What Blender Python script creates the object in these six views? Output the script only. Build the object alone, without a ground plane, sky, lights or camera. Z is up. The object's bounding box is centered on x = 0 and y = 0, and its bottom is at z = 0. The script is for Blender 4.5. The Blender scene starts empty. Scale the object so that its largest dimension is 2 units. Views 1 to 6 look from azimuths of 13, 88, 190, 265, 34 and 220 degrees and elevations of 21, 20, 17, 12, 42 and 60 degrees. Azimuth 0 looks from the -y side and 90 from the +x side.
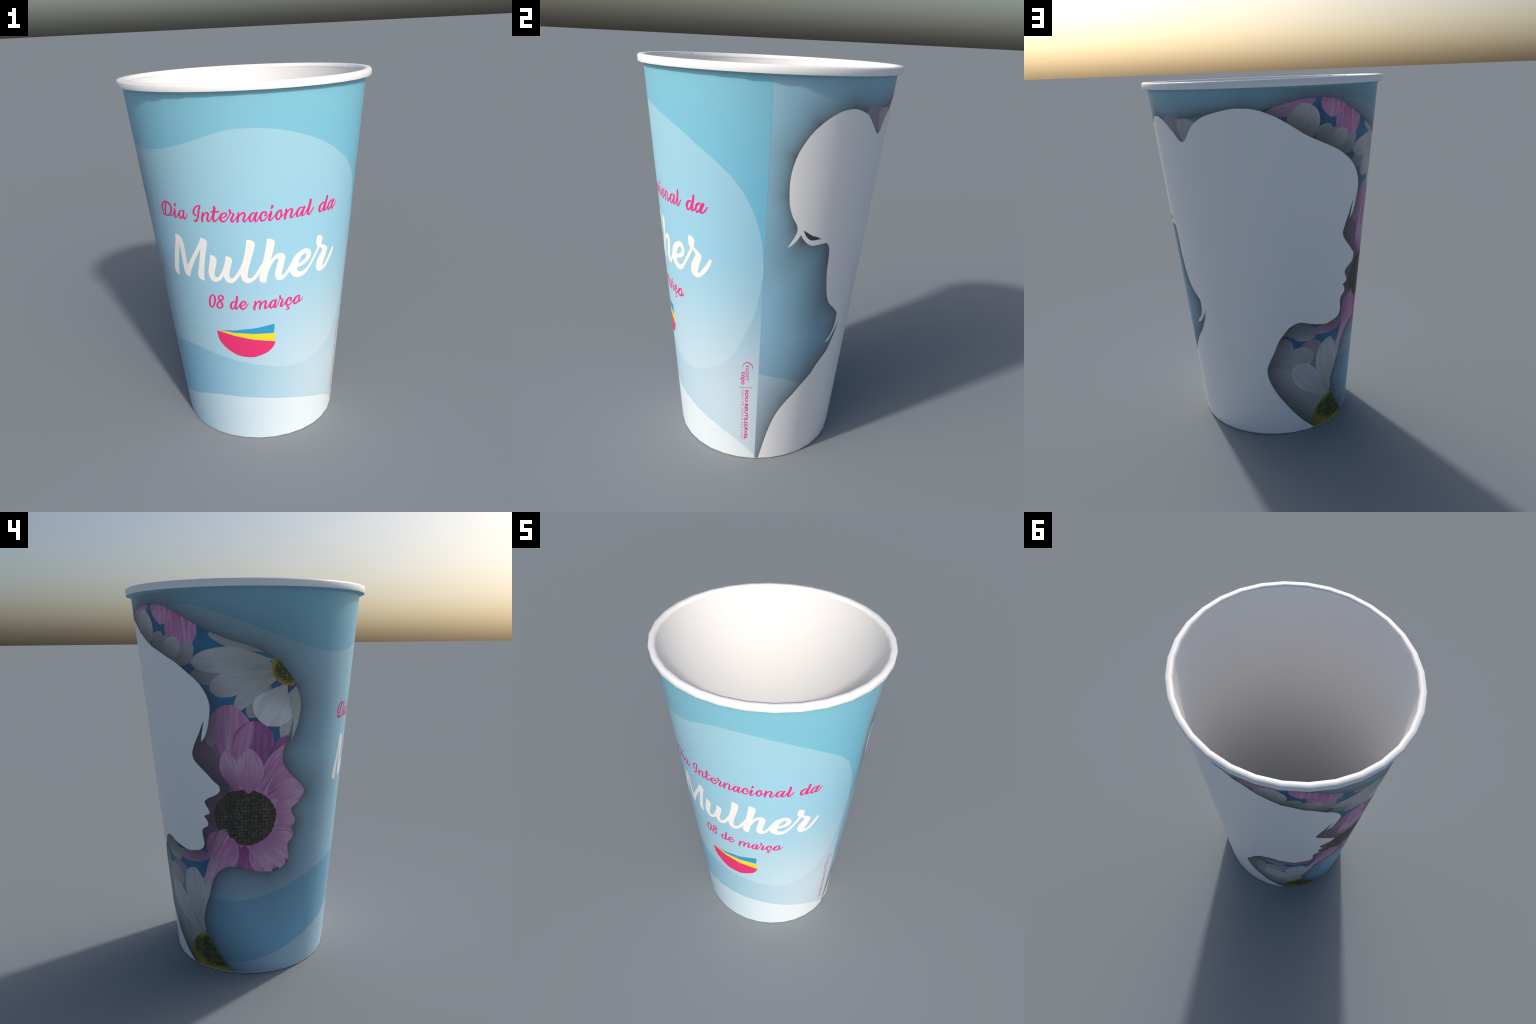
"""A tall printed paper cup: tapering 32-sided wall, rolled white lip, and a wrap-round print
with wavy blue fields, script lettering, a bowl icon, a woman's profile and a field of flowers."""
import bpy, bmesh, math
from mathutils import Vector, Matrix
from mathutils.geometry import tessellate_polygon

# ------------------------------------------------------------------ the cup's form
SIDES = 32                       # the wall is a 32-sided cone
STEP = 360.0 / SIDES
R_FOOT, R_TOP, Z_TOP = 0.4458, 0.6338, 1.958   # half widths along x of the printed surface
SQUASH = 0.957                   # the cup is slightly oval: y is a little narrower than x
TAPER = (R_TOP - R_FOOT) / Z_TOP
LAYER = 1.6e-3                   # thickness of paper and ink layers in all


def radius(z):
    return R_FOOT + TAPER * z


def on_cup(angle, z, lift=0.0):
    """Point of the faceted wall at an angle (0 = -y, 90 = +x) and a height; lift in metres
    is measured from the printed wrap."""
    k = math.floor(angle / STEP)
    t = angle / STEP - k
    a, b = math.radians(k * STEP), math.radians((k + 1) * STEP)
    r = radius(z) + lift
    return Vector((r * ((1 - t) * math.sin(a) + t * math.sin(b)),
                   -SQUASH * r * ((1 - t) * math.cos(a) + t * math.cos(b)), z))


def cup_normal(angle):
    a = math.radians(angle)
    return Vector((math.sin(a), -math.cos(a) / SQUASH, -TAPER)).normalized()


# ------------------------------------------------------------------ drawing in the flat
def smooth_loop(points, steps=6, closed=True):
    """Catmull-Rom through control points; a point with a third value 1 is a sharp corner."""
    n = len(points)
    out = []
    for i in range(n if closed else n - 1):
        p1, p2 = points[i], points[(i + 1) % n]
        p0 = points[(i - 1) % n] if closed or i else p1
        p3 = points[(i + 2) % n] if closed or i + 2 < n else p2
        v1, v2 = Vector(p1[:2]), Vector(p2[:2])
        m1 = Vector((0, 0)) if len(p1) > 2 and closed else (v2 - Vector(p0[:2])) * 0.5
        m2 = Vector((0, 0)) if len(p2) > 2 and closed else (Vector(p3[:2]) - v1) * 0.5
        if len(p1) > 2 and closed:
            m1 = (v2 - v1) - 0.5 * m2 if not len(p2) > 2 else v2 - v1
        if len(p2) > 2 and closed:
            m2 = (v2 - v1) - 0.5 * m1 if not len(p1) > 2 else v2 - v1
        count = 1 if len(p1) > 2 and len(p2) > 2 else steps
        for s in range(count):
            t = s / count
            h = (2 * t**3 - 3 * t**2 + 1) * v1 + (t**3 - 2 * t**2 + t) * m1 + (-2 * t**3 + 3 * t**2) * v2 + (t**3 - t**2) * m2
            out.append((h.x, h.y))
    if not closed:
        out.append(tuple(points[-1][:2]))
    return out


def polygon(loops, lift):
    """Triangulated flat patch: vertices are (degrees, height, lift)."""
    flat = [p for loop in loops for p in loop]
    tris = tessellate_polygon([[Vector((p[0] * 0.0094, p[1], 0)) for p in loop] for loop in loops])
    return [(p[0], p[1], lift) for p in flat], [tuple(t) for t in tris]


def brush(points, lift):
    """Ribbon of varying thickness along a curve, round at both ends. The lift creeps up along
    the stroke, so that a loop passes over itself."""
    line, n = [], len(points)
    for i in range(n - 1):
        p0, p1, p2, p3 = points[max(i - 1, 0)], points[i], points[i + 1], points[min(i + 2, n - 1)]
        for s in range(6):
            t = s / 6
            line.append([0.5 * (2 * b + (c - a) * t + (2 * a - 5 * b + 4 * c - d) * t * t + (3 * b - a - 3 * c + d) * t**3)
                         for a, b, c, d in zip(p0, p1, p2, p3)])
    line.append(list(points[-1]))
    verts, faces, m = [], [], len(line)
    k0 = sum(math.radians(1) * radius(p[1]) for p in line) / m
    flat = [Vector((p[0] * k0, p[1])) for p in line]

    def put(v, f):
        verts.append((v.x / k0, v.y, lift + 6e-5 * f))
        return len(verts) - 1

    rows = []
    for i in range(m):
        d = (flat[min(i + 1, m - 1)] - flat[max(i - 1, 0)]).normalized()
        side = Vector((-d.y, d.x)) * max(line[i][2], 0.5) * 5.15e-4
        rows.append((put(flat[i] + side, i / m), put(flat[i] - side, i / m), d, side))
    for i in range(m - 1):
        faces.append((rows[i][1], rows[i + 1][1], rows[i + 1][0], rows[i][0]))
    for i, sign in ((0, -1), (m - 1, 1)):
        left, right, d, side = rows[i]
        arc = []
        for s in range(1, 6):
            a = math.pi * s / 6
            arc.append(put(flat[i] + side * math.cos(a) + d * side.length * sign * math.sin(a), i / m))
        faces.append(tuple([left] + arc + [right]) if sign < 0 else tuple([right] + arc[::-1] + [left]))
    return verts, faces


def petal_shape(base, middle, tip, width, widest, lift, point):
    """Petal outline round a bent spine; returns flat patch and the frame of the spine."""
    k = math.radians(1) * radius(middle[1])
    b, m, t = (Vector((p[0] * k, p[1])) for p in (base, middle, tip))
    c = 2 * m - 0.5 * (b + t)
    rim = [[], []]
    count = 18
    for i in range(count + 1):
        u = i / count
        p = (1 - u) ** 2 * b + 2 * u * (1 - u) * c + u * u * t
        d = (2 * (1 - u) * (c - b) + 2 * u * (t - c)).normalized()
        f = u ** (math.log(0.5) / math.log(widest))          # puts the widest place at `widest`
        w = 0.5 * width * max(math.sin(math.pi * f), 0.0) ** (0.85 if u < widest else point)
        w *= 1 + 0.03 * math.sin(9 * u + 40 * width)
        side = Vector((-d.y, d.x)) * w
        rim[0].append(p + side)
        rim[1].append(p - side)
    verts = [(p.x / k, p.y, lift) for p in rim[0]] + [(p.x / k, p.y, lift) for p in rim[1]]
    n = count + 1
    faces = [(n + i, n + i + 1, i + 1, i) for i in range(count)]
    return verts, faces


# ------------------------------------------------------------------ from the flat onto the cup
def lay_on_cup(name, patches, material, parent, frame=None, kind=None):
    """Cuts flat patches along the facet lines of the wall, bends them onto it, and gives them
    the smooth normals of the whole cup."""
    bm = bmesh.new()
    for verts, faces in patches:
        made = [bm.verts.new(v) for v in verts]
        for f in faces:
            try:
                bm.faces.new([made[i] for i in f])
            except ValueError:
                pass
    bmesh.ops.remove_doubles(bm, verts=bm.verts, dist=1e-6)
    bmesh.ops.dissolve_degenerate(bm, dist=1e-6, edges=bm.edges)
    lo, hi = min(v.co.x for v in bm.verts), max(v.co.x for v in bm.verts)
    for k in range(math.ceil(lo / STEP), math.floor(hi / STEP) + 1):
        bmesh.ops.bisect_plane(bm, geom=bm.verts[:] + bm.edges[:] + bm.faces[:], dist=1e-5,
                               plane_co=(k * STEP, 0, 0), plane_no=(1, 0, 0))
    bmesh.ops.triangulate(bm, faces=[f for f in bm.faces if len(f.verts) > 4])
    inverse = frame.inverted() if frame else Matrix()
    turn = inverse.to_3x3()
    normals = []
    for v in bm.verts:
        a, z, lift = v.co
        normals.append(turn @ cup_normal(a))
        v.co = inverse @ on_cup(a, min(max(z, 0.003), Z_TOP), lift)
    bm.normal_update()
    bm.verts.index_update()
    flip = [f for f in bm.faces if f.normal.dot(normals[f.verts[0].index]) < 0]
    bmesh.ops.reverse_faces(bm, faces=flip)
    mesh = bpy.data.meshes.new(name)
    bm.to_mesh(mesh)
    bm.free()
    mesh.shade_smooth()
    mesh.normals_split_custom_set_from_vertices([tuple(n) for n in normals])
    mesh.materials.append(material)
    obj = bpy.data.objects.new(name, mesh)
    bpy.context.collection.objects.link(obj)
    obj.parent = parent
    if frame:
        obj.matrix_world = frame
    if kind:
        obj["kind"] = kind
    return obj


def revolve(name, profile, material, parent, hub=False, sharp=38):
    """Sweeps a profile of (half width, height) round the 32 sides."""
    bm = bmesh.new()
    rings = []
    for r, z in profile:
        rings.append([bm.verts.new((r * math.sin(math.radians(k * STEP)), -SQUASH * r * math.cos(math.radians(k * STEP)), z)) for k in range(SIDES)])
    pairs = list(zip(rings, rings[1:]))
    for lower, upper in pairs:
        for k in range(SIDES):
            j = (k + 1) % SIDES
            bm.faces.new((lower[k], lower[j], upper[j], upper[k]))
    if hub:
        bm.faces.new(rings[-1])
    bm.normal_update()
    for e in bm.edges:
        e.smooth = len(e.link_faces) < 2 or e.calc_face_angle() < math.radians(sharp)
    mesh = bpy.data.meshes.new(name)
    bm.to_mesh(mesh)
    bm.free()
    mesh.shade_smooth()
    mesh.materials.append(material)
    obj = bpy.data.objects.new(name, mesh)
    bpy.context.collection.objects.link(obj)
    obj.parent = parent
    return obj


# ------------------------------------------------------------------ materials
class Nodes:
    def __init__(self, name, rough=0.5, group=False):
        if group:
            self.tree = bpy.data.node_groups.new(name, "ShaderNodeTree")
            return
        self.mat = bpy.data.materials.new(name)
        self.mat.use_nodes = True
        self.tree = self.mat.node_tree
        self.bsdf = self.tree.nodes["Principled BSDF"]
        self.bsdf.inputs["Roughness"].default_value = rough

    def add(self, kind, **props):
        n = self.tree.nodes.new(kind)
        for k, v in props.items():
            setattr(n, k, v)
        return n

    def link(self, a, b):
        if isinstance(a, (int, float)):
            b.default_value = a
        elif isinstance(a, tuple):
            b.default_value = a if len(a) == len(b.default_value) else a + (1.0,)
        else:
            self.tree.links.new(a, b)

    def math(self, op, *args, clamp=False):
        n = self.add("ShaderNodeMath", operation=op, use_clamp=clamp)
        for a, s in zip(args, n.inputs):
            self.link(a, s)
        return n.outputs[0]

    def vec(self, op, *args, out=0):
        n = self.add("ShaderNodeVectorMath", operation=op)
        for a, s in zip(args, n.inputs):
            self.link(a, s)
        return n.outputs[out]

    def mix(self, f, a, b, blend="MIX"):
        n = self.add("ShaderNodeMix", data_type="RGBA", blend_type=blend)
        self.link(f, n.inputs[0])
        self.link(a, n.inputs[6])
        self.link(b, n.inputs[7])
        return n.outputs[2]

    def smooth(self, x, lo, hi, to0=0.0, to1=1.0):
        n = self.add("ShaderNodeMapRange", interpolation_type="SMOOTHSTEP")
        for v, s in zip((x, lo, hi, to0, to1), n.inputs):
            self.link(v, s)
        return n.outputs[0]

    def curve(self, x, points):
        n = self.add("ShaderNodeFloatCurve")
        c = n.mapping.curves[0]
        n.mapping.use_clip = False
        while len(c.points) < len(points):
            c.points.new(0.5, 0.5)
        for p, q in zip(c.points, points):
            p.location = q
            p.handle_type = "AUTO_CLAMPED"
        n.mapping.update()
        self.link(x, n.inputs[1])
        return n.outputs[0]

    def ramp(self, x, stops):
        n = self.add("ShaderNodeValToRGB")
        e = n.color_ramp.elements
        while len(e) < len(stops):
            e.new(0.5)
        for s, (p, c) in zip(e, stops):
            s.position, s.color = p, c + (1.0,)
        self.link(x, n.inputs[0])
        return n.outputs[0]

    def noise(self, coords, scale, detail=3.0, rough=0.5):
        n = self.add("ShaderNodeTexNoise")
        self.link(coords, n.inputs["Vector"])
        n.inputs["Scale"].default_value = scale
        n.inputs["Detail"].default_value = detail
        n.inputs["Roughness"].default_value = rough
        return n.outputs[0]

    def print_place(self):
        """Place in the print: degrees from the glue seam at +x (90 to 450), and height."""
        xyz = self.add("ShaderNodeSeparateXYZ")
        self.link(self.add("ShaderNodeNewGeometry").outputs["Position"], xyz.inputs[0])
        a = self.math("ARCTAN2", xyz.outputs[0], self.math("DIVIDE", xyz.outputs[1], -SQUASH))
        a = self.math("DEGREES", a)
        a = self.math("ADD", a, self.math("MULTIPLY", self.math("LESS_THAN", a, 90.0), 360.0))
        return a, xyz.outputs[2]

    def finish(self, colour):
        self.link(colour, self.bsdf.inputs["Base Color"])
        return self.mat


def srgb(r, g, b):
    return tuple(((c / 255 + 0.055) / 1.055) ** 2.4 if c > 10 else c / 255 / 12.92 for c in (r, g, b))


METRES_PER_DEGREE = math.radians(0.545)


def distance_group(name, points):
    """Node group: distance in metres, in the plane of the print, to a bent line."""
    g = Nodes(name, group=True)
    g.tree.interface.new_socket("Distance", in_out="OUTPUT", socket_type="NodeSocketFloat")
    a, z = g.print_place()
    comb = g.add("ShaderNodeCombineXYZ")
    g.link(g.math("MULTIPLY", a, METRES_PER_DEGREE), comb.inputs[0])
    g.link(z, comb.inputs[1])
    p, best = comb.outputs[0], None
    flat = [Vector((q[0] * METRES_PER_DEGREE, q[1], 0)) for q in points]
    for s, e in zip(flat, flat[1:]):
        run = e - s
        pa = g.vec("SUBTRACT", p, tuple(s))
        t = g.math("MULTIPLY", g.vec("DOT_PRODUCT", pa, tuple(run / run.length_squared), out=1), 1.0, clamp=True)
        foot = g.add("ShaderNodeVectorMath", operation="SCALE")
        foot.inputs[0].default_value = run
        g.link(t, foot.inputs["Scale"])
        d = g.vec("LENGTH", g.vec("SUBTRACT", pa, foot.outputs[0]), out=1)
        if best is None:
            best = d
        else:
            n = g.add("ShaderNodeMath", operation="SMOOTH_MIN")
            g.link(best, n.inputs[0])
            g.link(d, n.inputs[1])
            n.inputs[2].default_value = 0.012
            best = n.outputs[0]
    out = g.add("NodeGroupOutput")
    g.link(best, out.inputs[0])
    return g.tree


def plain(name, colour, rough=0.5):
    n = Nodes(name, rough)
    return n.finish(colour)


# ------------------------------------------------------------------ the artwork, as control points
# (degrees round the cup, height[, 1 at a sharp corner])
FACE = [(92.5, 0.004, 1), (96.0, 0.128), (98.2, 0.197), (101.5, 0.277), (106.9, 0.351), (115.3, 0.432), (124.0, 0.508), (127.8, 0.549),
        (135.6, 0.617), (138.3, 0.655), (140.4, 0.685), (142.2, 0.721), (143.0, 0.760, 1),      # neck and a loose strand of hair
        (140.1, 0.717), (136.2, 0.679), (132.5, 0.666, 1), (133.8, 0.682), (136.9, 0.709), (139.1, 0.746), (139.6, 0.781), (139.6, 0.818, 1),
        (135.9, 0.851), (130.4, 0.897), (127.9, 0.936), (126.3, 0.983), (124.6, 1.067), (124.2, 1.126), (123.9, 1.184), (123.0, 1.213), (121.4, 1.233, 1),
        (116.9, 1.229), (113.0, 1.229), (110.1, 1.244), (107.8, 1.269), (106.8, 1.286, 1), (105.4, 1.264), (103.3, 1.242), (100.6, 1.226, 1),
        (102.0, 1.249), (103.7, 1.277), (104.7, 1.301), (104.6, 1.322), (103.8, 1.341), (102.7, 1.358), (101.3, 1.385), (100.0, 1.429),
        (99.5, 1.472), (99.3, 1.523), (99.8, 1.577), (101.4, 1.639), (104.0, 1.691), (107.6, 1.742), (112.0, 1.783), (116.2, 1.809),   # back of the head
        (120.6, 1.827), (126.0, 1.833), (131.0, 1.822), (135.6, 1.801), (139.1, 1.773), (142.2, 1.746), (144.8, 1.722), (147.1, 1.712),
        (149.2, 1.722), (151.1, 1.747), (153.4, 1.779), (156.8, 1.809), (160.3, 1.830), (163.8, 1.845), (168.6, 1.858), (173.1, 1.868),
        (176.9, 1.873), (180.6, 1.873), (184.2, 1.870), (188.5, 1.859), (191.3, 1.847), (196.2, 1.823), (203.4, 1.776), (208.2, 1.743),
        (214.1, 1.712), (222.6, 1.674), (229.4, 1.640), (235.8, 1.597), (240.8, 1.556), (243.8, 1.521), (245.9, 1.484), (247.0, 1.447),   # brow
        (247.0, 1.420), (246.3, 1.380), (245.1, 1.330), (243.4, 1.291), (241.1, 1.264, 1), (241.6, 1.297), (242.6, 1.337), (243.5, 1.370, 1),
        (241.8, 1.340), (239.9, 1.300), (237.7, 1.262), (235.6, 1.215), (235.3, 1.195), (236.1, 1.172), (238.9, 1.143), (243.3, 1.104),
        (246.4, 1.074), (249.4, 1.050), (250.0, 1.031), (249.6, 1.017), (247.3, 1.000), (243.3, 0.982), (241.1, 0.969), (240.5, 0.960),   # nose
        (241.0, 0.944), (242.5, 0.923), (243.2, 0.901, 1), (239.3, 0.884, 1), (241.0, 0.866), (241.8, 0.846), (241.0, 0.831), (238.5, 0.817),   # lips
        (237.6, 0.801), (237.8, 0.771), (238.3, 0.741), (237.5, 0.715), (234.6, 0.695), (230.0, 0.685), (226.0, 0.681), (219.4, 0.690),   # chin
        (212.9, 0.708), (208.2, 0.721), (205.1, 0.721), (200.5, 0.702), (196.4, 0.658), (193.1, 0.614), (190.6, 0.557), (187.4, 0.496),
        (185.6, 0.455), (185.3, 0.428), (185.8, 0.386), (187.9, 0.335), (191.5, 0.276), (195.9, 0.220), (202.1, 0.150), (209.0, 0.083),
        (214.3, 0.043), (219.4, 0.004, 1)]
LASH = [(107.8, 1.307, 1), (110.3, 1.292), (112.9, 1.277), (115.3, 1.269), (118.1, 1.256, 1), (115.5, 1.255), (112.6, 1.255), (110.9, 1.263), (109.2, 1.281)]
# the second profile: left edge of the blue print, from the foot up to the hair
SECOND_PROFILE = [(252.4, 0.004, 1), (247.8, 0.046), (243.7, 0.094), (239.2, 0.149), (235.8, 0.205), (233.6, 0.246), (233.1, 0.287), (234.0, 0.331),
                  (236.2, 0.386), (239.5, 0.455), (240.5, 0.490), (242.5, 0.536), (245.0, 0.572), (248.2, 0.602), (251.4, 0.617), (254.6, 0.622),
                  (258.0, 0.621), (260.9, 0.617), (265.1, 0.606), (269.9, 0.597), (274.8, 0.591), (279.7, 0.592), (283.8, 0.601), (287.4, 0.621), (289.4, 0.647),
                  (289.7, 0.677), (288.8, 0.705), (288.9, 0.735), (290.9, 0.757), (292.2, 0.774), (291.9, 0.792), (290.8, 0.811), (289.5, 0.824, 1),
                  (291.4, 0.833), (293.2, 0.844), (292.6, 0.866), (290.8, 0.892), (289.9, 0.912), (290.6, 0.926), (293.3, 0.943), (296.5, 0.966), (298.0, 0.985),
                  (298.1, 1.002), (297.1, 1.023), (294.1, 1.051), (291.4, 1.075), (287.9, 1.107), (285.0, 1.141), (283.9, 1.166), (283.7, 1.194),
                  (284.4, 1.229), (285.8, 1.267), (287.3, 1.317), (288.2, 1.351), (289.1, 1.375, 1), (288.7, 1.335), (288.0, 1.262, 1), (290.0, 1.307),
                  (291.2, 1.337), (292.2, 1.383), (292.6, 1.429), (292.3, 1.456), (291.5, 1.488), (289.6, 1.526), (287.3, 1.567), (284.2, 1.604),
                  (280.9, 1.638), (276.1, 1.670), (270.2, 1.699), (264.6, 1.720), (258.8, 1.737), (252.5, 1.761), (247.0, 1.786), (241.2, 1.816),
                  (234.2, 1.854), (228.5, 1.884), (222.8, 1.903), (217.8, 1.910), (213.0, 1.909), (207.4, 1.905), (200.9, 1.892), (194.7, 1.877), (188.9, 1.861, 1)]
WRAP_CORNERS = [(182.0, 1.80, 1), (160.0, 0.50, 1), (150.0, 0.004, 1), (90.02, 0.004, 1), (90.02, 1.9575, 1), (449.98, 1.9575, 1), (449.98, 0.004, 1)]
# edges of the wavy fields, along the print from the glue seam (90) round to it again (450)
PALE_TOP = [(90, 0), (200, 0), (205, 1.90), (240, 1.897), (252.8, 1.859), (263, 1.822), (273.7, 1.781), (281.7, 1.750), (289.8, 1.723), (299.4, 1.696), (305.3, 1.686),
            (311.8, 1.682), (318, 1.683), (327.5, 1.693), (339, 1.718), (350.7, 1.752), (360.8, 1.786), (370, 1.800), (378.8, 1.798), (386.7, 1.786),
            (397, 1.757), (408, 1.712), (416, 1.668), (428.5, 1.585), (437, 1.505), (443, 1.410), (447, 1.308), (449.2, 1.200), (450, 1.11)]
PALE_FOOT = [(90, 0.44), (242.5, 0.429), (249, 0.428), (258, 0.431), (264.6, 0.440), (271.7, 0.454), (281.4, 0.478), (293, 0.508), (304, 0.541), (316, 0.569),
             (329, 0.587), (346, 0.568), (362, 0.536), (375.5, 0.511), (389, 0.488), (401, 0.479), (413, 0.506), (423.7, 0.554), (432, 0.613), (440.5, 0.751),
             (446, 0.874), (449, 1.020), (450, 1.11)]
FOOT_FIELD = [(90, 0.544), (100, 0.522), (114.7, 0.477), (150, 0.30), (200, 0.12), (235, 0.062), (248.4, 0.064), (261, 0.072), (272, 0.090), (281.6, 0.112), (292.4, 0.146), (304, 0.181),
              (316, 0.213), (326.5, 0.243), (336, 0.272), (356, 0.295), (374.5, 0.289), (393, 0.263), (412, 0.215), (424, 0.175), (440, 0.094), (450, 0.02)]
# coarse lines that the printed drop shadow follows
SHADOW_LINE = [(93, 0), (99, .2), (107, .35), (124, .51), (138, .65), (139.6, .82), (128, .93), (124.5, 1.1), (121.5, 1.23), (108, 1.25), (104, 1.33), (99.5, 1.47), (101, 1.64),
               (110, 1.77), (126, 1.833), (141, 1.815), (150, 1.83), (165, 1.85), (181, 1.873), (189, 1.86), (207, 1.905), (218, 1.91), (228, 1.885), (241, 1.816), (258, 1.738),
               (271, 1.70), (281, 1.638), (290, 1.52), (292.5, 1.43), (290, 1.31), (285, 1.25), (283.7, 1.19), (288, 1.107), (298, 1.0), (290, .91), (293, .845), (291, .775),
               (289, .70), (287, .62), (277, .59), (255, .622), (245, .572), (239, .45), (233.5, .3), (240, .14), (252, 0)]
FACE_EDGE = [(189, 1.86), (204, 1.77), (224, 1.67), (240, 1.56), (247, 1.43), (245, 1.33), (238, 1.26), (235.5, 1.2), (243, 1.105), (250, 1.03), (241, .965), (243, .9),
             (238, .8), (238, .73), (230, .685), (212, .71), (203, .715), (196, .655), (190, .55), (185.5, .43), (190, .3), (202, .15), (219, 0)]
# flower hearts: (degrees, height, half width in degrees, half height)
YELLOW_HEARTS = [(286.0, 1.618, 9.2, 0.088), (240.5, 0.030, 23.5, 0.19)]
DARK_HEART = (263.4, 0.887, 17.4, 0.146)
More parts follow.
